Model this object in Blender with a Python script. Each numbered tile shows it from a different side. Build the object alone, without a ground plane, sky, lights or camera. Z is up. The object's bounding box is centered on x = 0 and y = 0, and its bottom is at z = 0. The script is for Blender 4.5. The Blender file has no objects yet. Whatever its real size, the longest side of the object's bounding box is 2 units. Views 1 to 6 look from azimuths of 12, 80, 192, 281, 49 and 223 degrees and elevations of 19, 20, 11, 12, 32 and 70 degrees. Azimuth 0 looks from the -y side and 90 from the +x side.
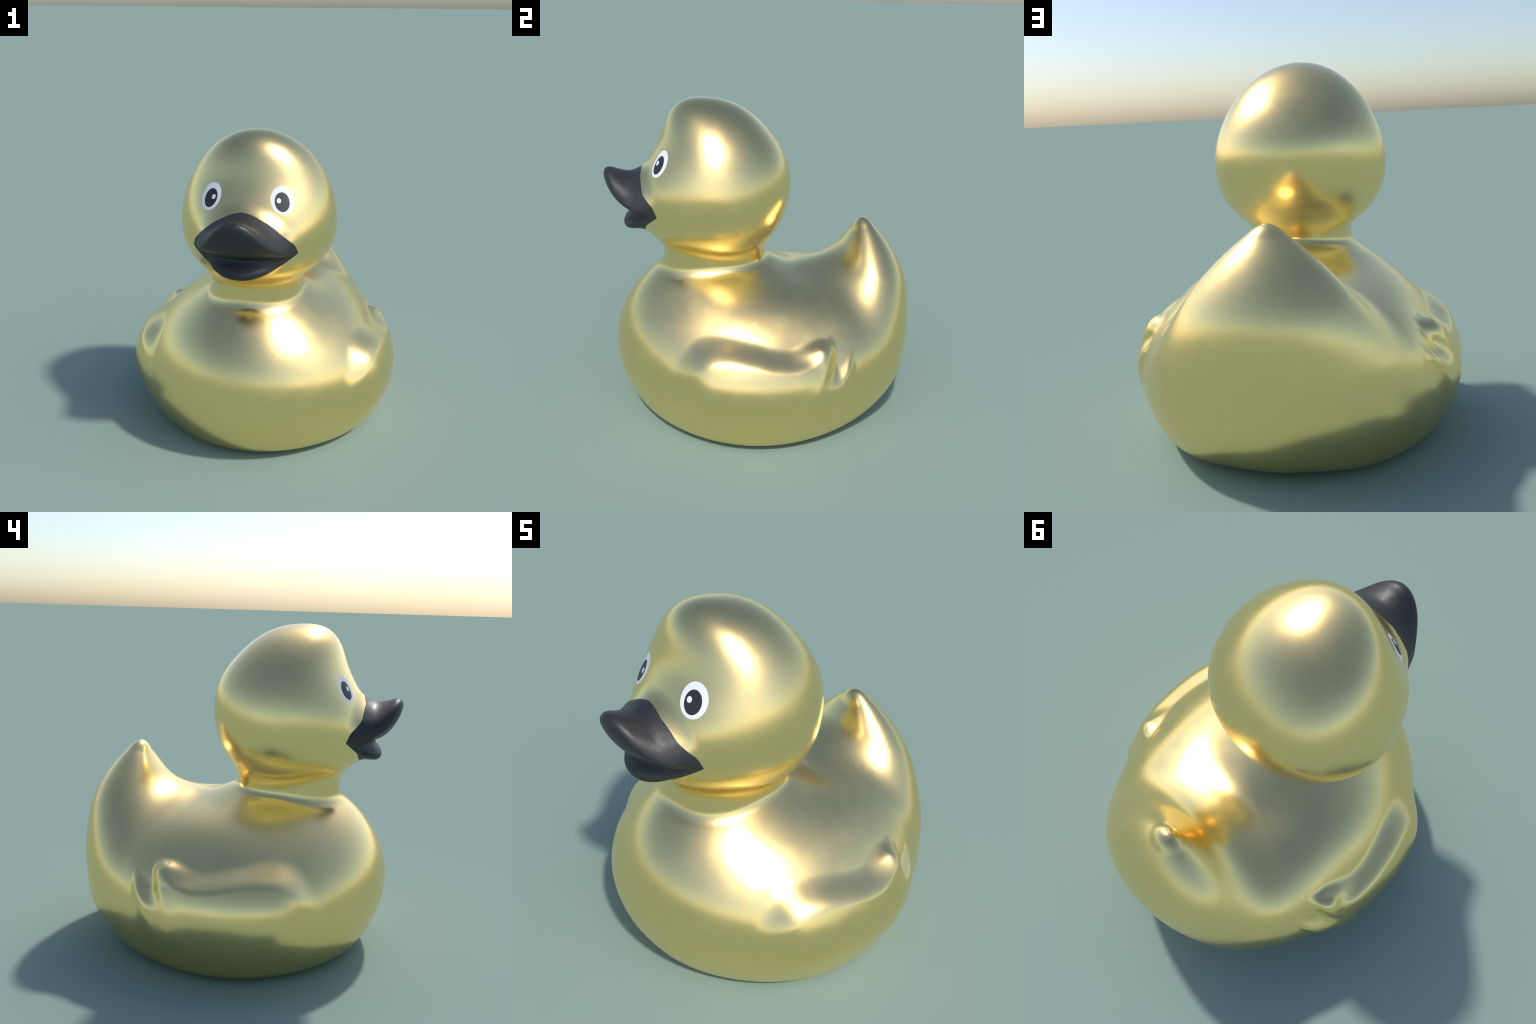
"""A gold-plated toy bath duck with a black bill and printed eyes.

The gold body is described as one smooth signed field (a lumpy ball for the head, a short
collar for the neck, a lumpy ellipsoid with a swept-up tail and stepped wings for the torso,
two rounded wedges for the bill).  The surface of that field is meshed, then cut along
region curves into the named anatomical parts; every part keeps the normals of the whole.
"""
import bpy
import numpy as np
from mathutils import Vector

# ------------------------------------------------------------------ small field helpers
def unit(v):
    return v / np.linalg.norm(v, axis=-1, keepdims=True)

def smooth_union(a, b, k):
    h = np.clip(0.5 + 0.5 * (b - a) / k, 0, 1)
    return b + (a - b) * h - k * h * (1 - h)

def smooth_meet(a, b, k):
    return -smooth_union(-a, -b, k)

def ease(t):
    t = np.clip(t, 0, 1)
    return t * t * t * (t * (6 * t - 15) + 10)

def curve(x, X, Y):
    """Smooth curve through the control points (X, Y)."""
    X, Y = np.array(X, float), np.array(Y, float)
    m = np.gradient(Y, X)
    i = np.clip(np.searchsorted(X, x) - 1, 0, len(X) - 2)
    h = X[i + 1] - X[i]
    t = np.clip((x - X[i]) / h, 0, 1)
    return (2*t**3 - 3*t**2 + 1)*Y[i] + (t**3 - 2*t**2 + t)*h*m[i] + (-2*t**3 + 3*t**2)*Y[i+1] + (t**3 - t**2)*h*m[i+1]

def even_curve(x, X, Y):
    """The same on the left and on the right; X starts at 0."""
    return curve(x, [-v for v in X[:0:-1]] + X, Y[:0:-1] + Y)

def half_sphere_directions(n):
    """Evenly spread directions with x >= 0 (each lump is mirrored to the other side)."""
    N, out, g = 2 * n, [], np.pi * (3 - np.sqrt(5))
    for i in range(N):
        x = 1 - (2 * i + 1) / N
        if x > -0.02:
            r, a = np.sqrt(1 - x * x), g * i
            out.append((abs(x), r * np.cos(a), r * np.sin(a)))
    return np.array(out)

def lumps(d, centres, tightness, heights):
    """Soft swellings (or hollows) of a ball, the same on the left and the right."""
    mirrored = d * np.array([-1.0, 1, 1])
    return sum(np.exp(tightness * (s @ centres.T - 1)) @ heights for s in (d, mirrored))

# ------------------------------------------------------------------ the shape
HEAD_CENTRE, HEAD_RADIUS = np.array([0, -0.3087, 1.4832]), 0.4512
HEAD_LUMPS = np.array([0.007, -0.003, 0.045, -0.017, 0.004, 0.008, 0.026, -0.027, 0.038, -0.022, 0.015, 0.012, 0.078, -0.008, -0.031, 0.003, -0.014, -0.011, 0.013, 0.025, -0.011, 0.006])
CREST_ANGLE, CREST_TIGHTNESS, CREST_HEIGHT = 1.1222, 16.1738, 0.0747
NECK_HALF_WIDTH, NECK_HALF_LENGTH, NECK_Y = 0.278, 0.315, -0.312
TORSO_CENTRE = np.array([0, 0.3, 0.45])
BALL_CENTRE, BALL_RADII = np.array([0, 0.0271, 0.4671]), np.array([0.7824, 0.8937, 0.5819])
TORSO_LUMPS = np.array([0.046, -0.094, 0.032, 0.029, 0.046, -0.025, 0.017, 0.079, -0.045, -0.012, 0.036, -0.059, 0.071, 0.099, 0.017, -0.036, 0.047, 0.023, 0.039, -0.001, -0.008, -0.002, -0.078, 0.070, -0.005, -0.014, -0.059, -0.131, 0.156, -0.001, 0.033, -0.034, 0.007, 0.096, 0.013, 0.119, -0.031, 0.015, -0.002, 0.057, -0.011])
TAIL_TIP_Y, TAIL_TIP_Z = 0.6732, 1.221
TAIL_BLUNTNESS, TAIL_SPREAD, TAIL_SATURATION = 0.0623, 0.5621, 0.5224
TAIL_LEAN, TAIL_SWEEP, TAIL_FLATNESS = 0.2397, -0.5424, 0.421
TAIL_BLEND, NECK_BLEND = 0.1, 0.045
WING_HEIGHT, FEATHER_HEIGHT = 0.0765, 0.042
GOLD_COLOUR, GOLD_ROUGH, GRAIN = (1.0, .766, .336), (.22, .29), .04
BLACK_COLOUR, BLACK_ROUGH = (.022, .022, .024), (.38, .52)
EYE_AT, EYE_TILT, EYE_SIZE = (.212, -.647, 1.642), 0.0, (.069, .085)
PUPIL_AT, PUPIL_SIZE = (.003, -.009), (.046, .060)
GLINT_AT, GLINT_SIZE = (.022, .0), (.0140, .0165)

HEAD_DIRECTIONS, HEAD_TIGHTNESS = half_sphere_directions(22), 5.0
TORSO_DIRECTIONS, TORSO_TIGHTNESS = half_sphere_directions(40), 8.0

def head(p):
    q = p - HEAD_CENTRE
    L = np.linalg.norm(q, axis=1) + 1e-9
    d = q / L[:, None]
    r = HEAD_RADIUS + lumps(d, HEAD_DIRECTIONS, HEAD_TIGHTNESS, HEAD_LUMPS)
    # brow crest: a soft ridge, wider from side to side than it is thick
    off = (d[:, 1] + np.cos(CREST_ANGLE))**2 + (d[:, 2] - np.sin(CREST_ANGLE))**2 + .3 * d[:, 0]**2
    r += CREST_HEIGHT * np.exp(-CREST_TIGHTNESS / 2 * off)
    return (L - r) * 0.9

def neck(p):
    rho = ((np.abs(p[:, 0]) / NECK_HALF_WIDTH)**2.4 + (np.abs(p[:, 1] - NECK_Y) / NECK_HALF_LENGTH)**2.4 + 1e-9)**(1 / 2.4)
    return np.maximum((rho - 1) * NECK_HALF_LENGTH, np.maximum(p[:, 2] - 1.2, 0.7 - p[:, 2]))

# wing: a raised shelf whose upper edge is an S-curve in side view (y, z), ending in an
# upturned tip; a second shorter feather peeps out behind and below the tip.
WING_EDGE_Y = [-.62, -.54, -.47, -.40, -.30, -.15, 0.0, .10, .18, .25, .31]
WING_EDGE_Z = [.45, .545, .612, .645, .656, .635, .603, .596, .610, .634, .652]

def wing_relief(y, z):
    above = curve(y, WING_EDGE_Y, WING_EDGE_Z) - z
    soft = curve(y, [-.6, -.3, .1, .25, .3], [.18, .14, .115, .10, .10])
    behind = .308 - .16 * (.62 - np.maximum(z, .3)) - y
    soft_back = .09 + np.maximum(.57 - z, 0) * .9
    first = ease(smooth_union(above / soft, behind / soft_back, .8) + .55)
    first = first * ease((z - .02) / .55) * ease((y + .68) / .30)
    first = first * (1 - .15 * ease((y - .08) / .2))
    above = curve(y, [.2, .30, .36, .42, .46], [.475, .485, .50, .535, .565]) - z
    behind = .44 - .3 * np.clip(.52 - z, 0, 1) - y
    soft_back = .08 + np.maximum(.5 - z, 0) * .7
    second = ease(smooth_union(above / .15, behind / soft_back, .5) + .5) * ease((y - .05) / .2) * ease((z - .05) / .45)
    return WING_HEIGHT * first + FEATHER_HEIGHT * second * (1 - np.clip(first, 0, 1))

def tapered_rod(p, a, b):
    (a, ra), (b, rb) = (np.array(a[:3]), a[3]), (np.array(b[:3]), b[3])
    t = np.clip(((p - a) @ (b - a)) / ((b - a) @ (b - a)), 0, 1)
    return np.linalg.norm(p - a - t[:, None] * (b - a), axis=1) - (ra + (rb - ra) * t)

# rounded nub at the end of the wing: x, y, z, radius
WING_RIDGE = [(.69, .03, .535, .045), (.721, .245, .612, .051)]

def wing_tip(p):
    q = p * np.array([1.0, 1, 1])
    q[:, 0] = np.abs(q[:, 0])
    near = (q[:, 0] > .4) & (np.abs(q[:, 1] - .1) < .5) & (np.abs(q[:, 2] - .55) < .35)
    f, q = np.full(len(p), 1.0), q[near]
    f[near] = tapered_rod(q, *WING_RIDGE)
    return f

def tail(p):
    """An upswept horn: oval horizontal sections that widen downwards from the tip."""
    x, y, below = p[:, 0], p[:, 1], TAIL_TIP_Z - p[:, 2]
    b = np.maximum(below, 0)
    s = 1 + (b / TAIL_SATURATION)**2
    size = TAIL_BLUNTNESS * below + TAIL_SPREAD * b**2 / s
    widening = TAIL_BLUNTNESS + TAIL_SPREAD * 2 * b / s**2
    v = y - (TAIL_TIP_Y + TAIL_LEAN * below + TAIL_SWEEP * below**2)
    slope = TAIL_LEAN + 2 * TAIL_SWEEP * below
    f = v * v + TAIL_FLATNESS * x * x - size
    steep = np.sqrt(4 * v * v + 4 * (TAIL_FLATNESS * x)**2 + (2 * v * slope - widening)**2 + .003)
    f = f / steep + 1.2 * np.maximum(below - .62, 0)**2   # fades out inside the torso
    q = (p - np.array([0, TAIL_TIP_Y + .003, TAIL_TIP_Z - .056])) * np.array([.85, 1, 1])
    return smooth_union(f, np.sqrt((q * q).sum(1)) - .039, .05)   # blunt knob at the tip

def torso(p):
    q = p - TORSO_CENTRE
    L = np.linalg.norm(q, axis=1) + 1e-9
    d = q / L[:, None]
    o, u = (TORSO_CENTRE - BALL_CENTRE) / BALL_RADII, d / BALL_RADII
    uu, uo = (u * u).sum(1), u @ o
    r = (-uo + np.sqrt(uo * uo - uu * (o @ o - 1))) / uu
    r += lumps(d, TORSO_DIRECTIONS, TORSO_TIGHTNESS, TORSO_LUMPS)
    r += ease((np.abs(p[:, 0]) - .25) / .3) * wing_relief(p[:, 1], p[:, 2])
    f = smooth_union((L - r) * .85, tail(p), TAIL_BLEND)
    f = smooth_union(f, wing_tip(p), .06)
    return smooth_meet(f, -p[:, 2], .08)                  # standing on a flat base

MOUTH_Z, RIM_Z = 1.328, 1.575

def upper_bill(p):
    x, y, z = np.abs(p[:, 0]), p[:, 1], p[:, 2]
    drop = np.minimum(3.5 * x * x, .3)
    saddle = curve(y, [-1.05, -.93, -.84, -.75, -.6], [3.5, 3.5, 2.7, 2.05, 1.9]) * x * x
    top = z - (curve(y, [-1.05, -.975, -.94, -.89, -.83, -.765, -.72, -.64, -.5], [1.588, 1.588, 1.582, 1.566, 1.555, 1.569, 1.582, 1.57, 1.45]) - saddle)
    # the face below the rim, squeezed between rim and mouth line as the rim falls sideways
    zz = MOUTH_Z + (z - MOUTH_Z) * (RIM_Z - MOUTH_Z) / np.maximum(RIM_Z - MOUTH_Z - drop, .045)
    face_y = curve(zz, [1.2, 1.33, 1.36, 1.40, 1.445, 1.50, 1.55, 1.7], [-.78, -.838, -.885, -.922, -.95, -.972, -.982, -.985])
    back = 2.3 * x * x + 100 * x**6 + 20000 * x**10
    face = (face_y + back - y) / np.sqrt(1 + (4.6 * x + 600 * x**5 + 200000 * x**9)**2)
    f = smooth_meet(top * .85, face * .8, .05)
    f = smooth_meet(f, MOUTH_Z - z, .03)
    return smooth_meet(f, np.maximum(y + .70, x - .36), .10)

JAW_X = [0, .106, .16, .215, .27, .322, .37]
JAW_BOTTOM_Z = [1.205, 1.220, 1.242, 1.279, 1.318, 1.357, 1.39]
JAW_FRONT_Y = [-.870, -.848, -.815, -.762, -.700, -.630, -.54]

def lower_bill(p):
    x, y, z = p[:, 0], p[:, 1], p[:, 2]
    bottom = even_curve(x, JAW_X, JAW_BOTTOM_Z) - z
    front = even_curve(x, JAW_X, JAW_FRONT_Y) + 8 * np.maximum(z - 1.235, 0)**2 - y
    f = smooth_meet(smooth_meet(bottom * .85, front * .75, .032), z - 1.345, .03)
    return np.maximum(f, np.maximum(y + .5, np.abs(x) - .36))

def head_and_neck(p):
    return smooth_union(head(p), neck(p), .06)

def gold_only(p):
    return smooth_union(head_and_neck(p), torso(p), NECK_BLEND)

def duck(p):
    f = smooth_union(gold_only(p), upper_bill(p), .06)
    return smooth_union(f, lower_bill(p), .035)

def gradient(fn, p, h=1.5e-3):
    return np.stack([(fn(p + h * e) - fn(p - h * e)) / (2 * h) for e in np.eye(3)], 1)

def settle(p, fn, rounds=3):
    for _ in range(rounds):
        g = gradient(fn, p)
        step = fn(p)[:, None] * g / np.maximum((g * g).sum(1), .09)[:, None]
        p = p - np.clip(step, -.01, .01)
    return p

# ------------------------------------------------------------------ meshing the field
STEP, LOW, HIGH = 0.0105, np.array([-1.0, -1.12, -.1]), np.array([1.0, 1.12, 2.1])

def mesh_field(fn):
    """Surface nets on a lattice that is only evaluated finely near the surface."""
    n = ((HIGH - LOW) / STEP).astype(int) // 4 * 4 + 1
    axes = [LOW[i] + STEP * np.arange(n[i]) for i in range(3)]
    coarse = np.stack(np.meshgrid(*[a[::4] for a in axes], indexing="ij"), -1)
    c = fn(coarse.reshape(-1, 3)).reshape(coarse.shape[:3])
    F = c
    for ax in range(3):                                   # upsample by linear interpolation
        m = F.shape[ax]
        t = np.arange(4 * (m - 1) + 1) / 4
        i = np.minimum(t.astype(int), m - 2)
        w = (t - i).reshape([-1 if k == ax else 1 for k in range(3)])
        F = np.take(F, i, ax) * (1 - w) + np.take(F, i + 1, ax) * w
    near = np.argwhere(np.abs(F) < .075)
    pts = LOW + STEP * near
    val = np.concatenate([fn(b) for b in np.array_split(pts, max(1, len(pts) // 200000))])
    F[tuple(near.T)] = val
    inside = F < 0
    cells = sum(inside[i:n[0]-1+i, j:n[1]-1+j, k:n[2]-1+k].astype(int) for i in (0, 1) for j in (0, 1) for k in (0, 1))
    mixed = (cells > 0) & (cells < 8)
    index = -np.ones(mixed.shape, int)
    index[mixed] = np.arange(mixed.sum())
    base = np.argwhere(mixed)
    acc, cnt = np.zeros((len(base), 3)), np.zeros(len(base))
    corners = [(i, j, k) for i in (0, 1) for j in (0, 1) for k in (0, 1)]
    for a in corners:
        for ax in range(3):
            if a[ax]:
                continue
            b = list(a); b[ax] = 1
            fa, fb = F[tuple((base + a).T)], F[tuple((base + b).T)]
            hit = (fa < 0) != (fb < 0)
            t = np.where(hit, fa / np.where(hit, fa - fb, 1), 0)
            acc += np.where(hit[:, None], np.array(a) + t[:, None] * np.eye(3)[ax], 0)
            cnt += hit
    verts = LOW + STEP * (base + acc / cnt[:, None])
    tris = []
    for ax in range(3):
        u, v = (ax + 1) % 3, (ax + 2) % 3
        sl = [slice(1, -1)] * 3
        A = inside[tuple(slice(0, -1) if k == ax else slice(1, -1) for k in range(3))]
        B = inside[tuple(slice(1, None) if k == ax else slice(1, -1) for k in range(3))]
        e = np.argwhere(A != B)
        flip = A[tuple(e.T)]
        e = e.copy(); e[:, u] += 1; e[:, v] += 1
        du, dv = np.eye(3, dtype=int)[u], np.eye(3, dtype=int)[v]
        q = [index[tuple((e - o).T)] for o in (du + dv, dv, 0 * du, du)]
        q = np.stack(q, 1)
        q[~flip] = q[~flip][:, ::-1]
        tris += [q]
    quads = np.concatenate(tris)
    return verts, quads

def even_out(verts, quads, fn, rounds=2):
    """Slide vertices towards the mean of their neighbours, staying on the surface."""
    for _ in range(rounds):
        acc, cnt = np.zeros_like(verts), np.zeros(len(verts))
        for a, b in ((0, 1), (1, 2), (2, 3), (3, 0)):
            for i, j in ((a, b), (b, a)):
                np.add.at(acc, quads[:, i], verts[quads[:, j]])
                np.add.at(cnt, quads[:, i], 1)
        verts = settle(verts + .5 * (acc / cnt[:, None] - verts), fn, 2)
    return verts

def triangulate(verts, quads):
    d1 = np.linalg.norm(verts[quads[:, 0]] - verts[quads[:, 2]], axis=1)
    d2 = np.linalg.norm(verts[quads[:, 1]] - verts[quads[:, 3]], axis=1)
    s = (d1 <= d2)[:, None]
    return np.concatenate([np.where(s, quads[:, [0, 1, 2]], quads[:, [0, 1, 3]]), np.where(s, quads[:, [0, 2, 3]], quads[:, [1, 2, 3]])])

def cut_along(verts, tris, region, fn):
    """Split every triangle that the curve region(p) = 0 crosses, so the border is clean."""
    g = region(verts)
    g[np.abs(g) < 1e-6] = 1e-6
    s = g > 0
    mixed = s[tris].any(1) & ~s[tris].all(1)
    keep, new, added, cache = tris[~mixed], [], [], {}

    def crossing(a, b):
        key = (min(a, b), max(a, b))
        if key not in cache:
            t = g[a] / (g[a] - g[b])
            cache[key] = len(verts) + len(added)
            added.append(verts[a] + t * (verts[b] - verts[a]))
        return cache[key]

    for t in tris[mixed].tolist():
        k = [i for i in range(3) if s[t[i]] != s[t[(i + 1) % 3]] and s[t[i]] != s[t[(i + 2) % 3]]][0]
        a, b, c = t[k], t[(k + 1) % 3], t[(k + 2) % 3]
        ab, ac = crossing(a, b), crossing(a, c)
        new += [(a, ab, ac), (ab, b, c), (ab, c, ac)]
    if added:
        extra = settle(np.array(added), fn, 2)
        verts = np.concatenate([verts, extra])
        tris = np.concatenate([keep, np.array(new)])
    return verts, tris

# ------------------------------------------------------------------ regions of the body
BILL_EDGE_X = [0, .03, .075, .11, .15, .188, .219, .251, .280, .294, .305, .313]
BILL_EDGE_Z = [1.584, 1.580, 1.567, 1.550, 1.529, 1.503, 1.477, 1.447, 1.415, 1.399, 1.377, 1.350]

def region_bill(p):
    x, y, z = p[:, 0], p[:, 1], p[:, 2]
    patch = smooth_meet(z - even_curve(x, BILL_EDGE_X, BILL_EDGE_Z), even_curve(x, JAW_X, JAW_BOTTOM_Z) - .010 - z, .02)
    patch = np.maximum(patch, np.abs(x) - .33)
    patch = smooth_meet(patch, y + .785 - .9 * np.abs(x) - 4 * np.maximum(z - 1.205, 0), .015)   # chin stays gold
    sticking_out = np.maximum(y + .785, np.abs(z - 1.40) - .25)
    return np.maximum(smooth_union(patch, sticking_out, .01), y + .55)

def region_lower_bill(p):
    return p[:, 2] - (MOUTH_Z - .004 + .12 * p[:, 0]**2)

def region_head(p):
    return 1.06 - p[:, 2]                                 # negative above the neck

def region_neck(p):
    rho = np.hypot(p[:, 0] / .36, (p[:, 1] + .317) / .36)
    return np.maximum(rho - 1, .955 - p[:, 2])

def region_tail(p):
    return .80 - (p[:, 2] * .75 + (p[:, 1] - .45) * .66) + .35 * np.abs(p[:, 0])**2 - .06

def region_wing(p):
    x, y, z = np.abs(p[:, 0]), p[:, 1], p[:, 2]
    f = np.maximum(z - curve(y, WING_EDGE_Y, WING_EDGE_Z) - .02, .26 + .4 * (y + .1)**2 - z)
    return np.maximum(np.maximum(f, np.abs(y + .12) - .43), .3 - x)

# ------------------------------------------------------------------ materials
def new_material(name):
    m = bpy.data.materials.new(name)
    m.use_nodes = True
    return m, m.node_tree.nodes, m.node_tree.links, m.node_tree.nodes["Principled BSDF"]

def make_gold():
    m, N, L, b = new_material("brushed_gold")
    b.inputs["Metallic"].default_value = 1
    tc = N.new("ShaderNodeTexCoord")
    cloud = N.new("ShaderNodeTexNoise"); cloud.inputs["Scale"].default_value = 7; cloud.inputs["Detail"].default_value = 6
    L.new(tc.outputs["Object"], cloud.inputs["Vector"])
    rough = N.new("ShaderNodeMapRange")
    rough.inputs["From Min"].default_value, rough.inputs["From Max"].default_value = .3, .7
    rough.inputs["To Min"].default_value, rough.inputs["To Max"].default_value = GOLD_ROUGH
    L.new(cloud.outputs["Fac"], rough.inputs["Value"]); L.new(rough.outputs["Result"], b.inputs["Roughness"])
    b.inputs["Base Color"].default_value = (*GOLD_COLOUR, 1)
    grain = N.new("ShaderNodeTexNoise"); grain.inputs["Scale"].default_value = 230; grain.inputs["Detail"].default_value = 2
    L.new(tc.outputs["Object"], grain.inputs["Vector"])
    bump = N.new("ShaderNodeBump"); bump.inputs["Strength"].default_value = GRAIN; bump.inputs["Distance"].default_value = .002
    L.new(grain.outputs["Fac"], bump.inputs["Height"]); L.new(bump.outputs["Normal"], b.inputs["Normal"])
    return m

def make_black():
    m, N, L, b = new_material("black_rubber")
    b.inputs["Base Color"].default_value = (*BLACK_COLOUR, 1)
    tc = N.new("ShaderNodeTexCoord")
    cloud = N.new("ShaderNodeTexNoise"); cloud.inputs["Scale"].default_value = 45; cloud.inputs["Detail"].default_value = 5
    L.new(tc.outputs["Object"], cloud.inputs["Vector"])
    rough = N.new("ShaderNodeMapRange")
    rough.inputs["From Min"].default_value, rough.inputs["From Max"].default_value = .3, .7
    rough.inputs["To Min"].default_value, rough.inputs["To Max"].default_value = BLACK_ROUGH
    L.new(cloud.outputs["Fac"], rough.inputs["Value"]); L.new(rough.outputs["Result"], b.inputs["Roughness"])
    bump = N.new("ShaderNodeBump"); bump.inputs["Strength"].default_value = .16; bump.inputs["Distance"].default_value = .004
    L.new(cloud.outputs["Fac"], bump.inputs["Height"]); L.new(bump.outputs["Normal"], b.inputs["Normal"])
    return m

def make_paint(name, colour, rough):
    m, N, L, b = new_material(name)
    tc = N.new("ShaderNodeTexCoord")
    n = N.new("ShaderNodeTexNoise"); n.inputs["Scale"].default_value = 60
    L.new(tc.outputs["Object"], n.inputs["Vector"])
    ramp = N.new("ShaderNodeValToRGB")
    ramp.color_ramp.elements[0].color = (*[c * .97 for c in colour], 1)
    ramp.color_ramp.elements[1].color = (*colour, 1)
    L.new(n.outputs["Fac"], ramp.inputs["Fac"]); L.new(ramp.outputs["Color"], b.inputs["Base Color"])
    b.inputs["Roughness"].default_value = rough
    return m

GOLD, BLACK = make_gold(), make_black()
EYE_WHITE = make_paint("eye_white_paint", (.80, .80, .81), .5)
EYE_BLACK = make_paint("eye_black_paint", (.018, .018, .022), .45)

# ------------------------------------------------------------------ objects
root = bpy.data.objects.new("toy_duck", None)
bpy.context.scene.collection.objects.link(root)
root["label"] = "shiny gold rubber duck with black bill and round printed eyes"
root["category"] = "rubber duck"

def add_part(name, verts, faces, material, normals=None, parent=root):
    me = bpy.data.meshes.new(name)
    me.from_pydata(verts.tolist(), [], faces.tolist() if isinstance(faces, np.ndarray) else faces)
    me.materials.append(material)
    me.polygons.foreach_set("use_smooth", np.ones(len(me.polygons), bool))
    if normals is not None:
        me.normals_split_custom_set_from_vertices(normals.tolist())
    me.update()
    ob = bpy.data.objects.new(name, me)
    bpy.context.scene.collection.objects.link(ob)
    ob.parent = parent
    return ob

verts, quads = mesh_field(duck)
verts = even_out(settle(verts, duck, 4), quads, duck, 2)
tris = triangulate(verts, quads)
for region in (region_bill, region_lower_bill, region_head, region_neck, region_tail, region_wing):
    if region is region_lower_bill:                       # only the bill itself is divided here
        sel = (region_bill(verts[tris].mean(1)) < 0)
        inner = tris[sel]
        verts, inner = cut_along(verts, inner, region, duck)
        tris = np.concatenate([tris[~sel], inner])
    else:
        verts, tris = cut_along(verts, tris, region, duck)
normals = unit(gradient(duck, verts, 1e-3))

mid = verts[tris].mean(1)
label = np.full(len(tris), "torso_____________")
label[region_tail(mid) < 0] = "tail"
wing_here = (region_wing(mid) < 0)
label[wing_here & (mid[:, 0] > 0)] = "wing"
label[wing_here & (mid[:, 0] < 0)] = "wing.001"
label[region_neck(mid) < 0] = "neck"
label[region_head(mid) < 0] = "head"
label[(region_head(mid) < 0) & (mid[:, 1] > .3)] = "tail"
bill = region_bill(mid) < 0
label[bill & (region_lower_bill(mid) >= 0)] = "upper_bill"
label[bill & (region_lower_bill(mid) < 0)] = "lower_bill"
label[label == "torso_____________"] = "torso"
parts = {}
for name in ("torso", "tail", "wing", "wing.001", "neck", "head", "upper_bill", "lower_bill"):
    faces = tris[label == name]
    used, inv = np.unique(faces, return_inverse=True)
    parts[name] = add_part(name, verts[used], inv.reshape(-1, 3), BLACK if "bill" in name else GOLD, normals[used])

# ------------------------------------------------------------------ printed eyes
def conformal_disc(name, centre, out, along, up, a, b, lift, material, parent):
    """A thin rounded oval pad that follows the head: lens section, rim sunk into the gold."""
    rings, seg = 14, 72
    rho = np.concatenate([np.linspace(0, .94, rings - 3), [.965, .985, 1.0]])
    ang = np.arange(seg) * 2 * np.pi / seg
    uv = np.concatenate([[[0, 0]]] + [np.stack([r * np.cos(ang), r * np.sin(ang)], 1) for r in rho[1:]])
    rr = np.linalg.norm(uv, axis=1)
    p = centre + a * uv[:, :1] * along + b * uv[:, 1:] * up
    for _ in range(8):
        g = gradient(gold_plus, p)
        p = p - (gold_plus(p) / np.maximum(g @ out, .2))[:, None] * out
    n = unit(gradient(gold_plus, p))
    h = lift * np.sqrt(np.clip(1 - rr**8, 0, 1))
    front, back = p + n * h[:, None], p - n * .004
    faces = []
    for s, off in ((1, 0), (-1, len(p))):
        for k in range(seg):
            l = (k + 1) % seg
            faces.append([off, off + 1 + k, off + 1 + l][::s])
            for i in range(len(rho) - 2):
                o = off + 1 + i * seg
                faces.append([o + k, o + seg + k, o + seg + l, o + l][::s])
    o, m = 1 + (len(rho) - 2) * seg, len(p)
    faces += [[o + k, m + o + k, m + o + (k + 1) % seg, o + (k + 1) % seg] for k in range(seg)]
    nn = np.concatenate([n, -n])
    return add_part(name, np.concatenate([front, back]), faces, material, nn, parent)

gold_plus = duck

for side in (1, -1):
    suffix = "" if side > 0 else ".001"
    c = np.array([side * EYE_AT[0], EYE_AT[1], EYE_AT[2]])
    c = settle(c[None], duck, 6)[0]
    out = unit(gradient(duck, c[None]))[0]
    along = unit(np.cross([0, 0, 1.0], out))              # points to the duck's left for both eyes
    up = np.cross(out, along)
    ca, sa = np.cos(side * EYE_TILT), np.sin(side * EYE_TILT)
    along, up = ca * along + sa * up, ca * up - sa * along
    eye = conformal_disc("eye" + suffix, c, out, along, up, *EYE_SIZE, .0012, EYE_WHITE, root)
    inward = -side
    conformal_disc("pupil" + suffix, c + inward * along * PUPIL_AT[0] + up * PUPIL_AT[1], out, along, up, *PUPIL_SIZE, .0022, EYE_BLACK, eye)
    conformal_disc("eye_glint" + suffix, c + inward * along * GLINT_AT[0] + up * GLINT_AT[1], out, along, up, *GLINT_SIZE, .0032, EYE_WHITE, eye)
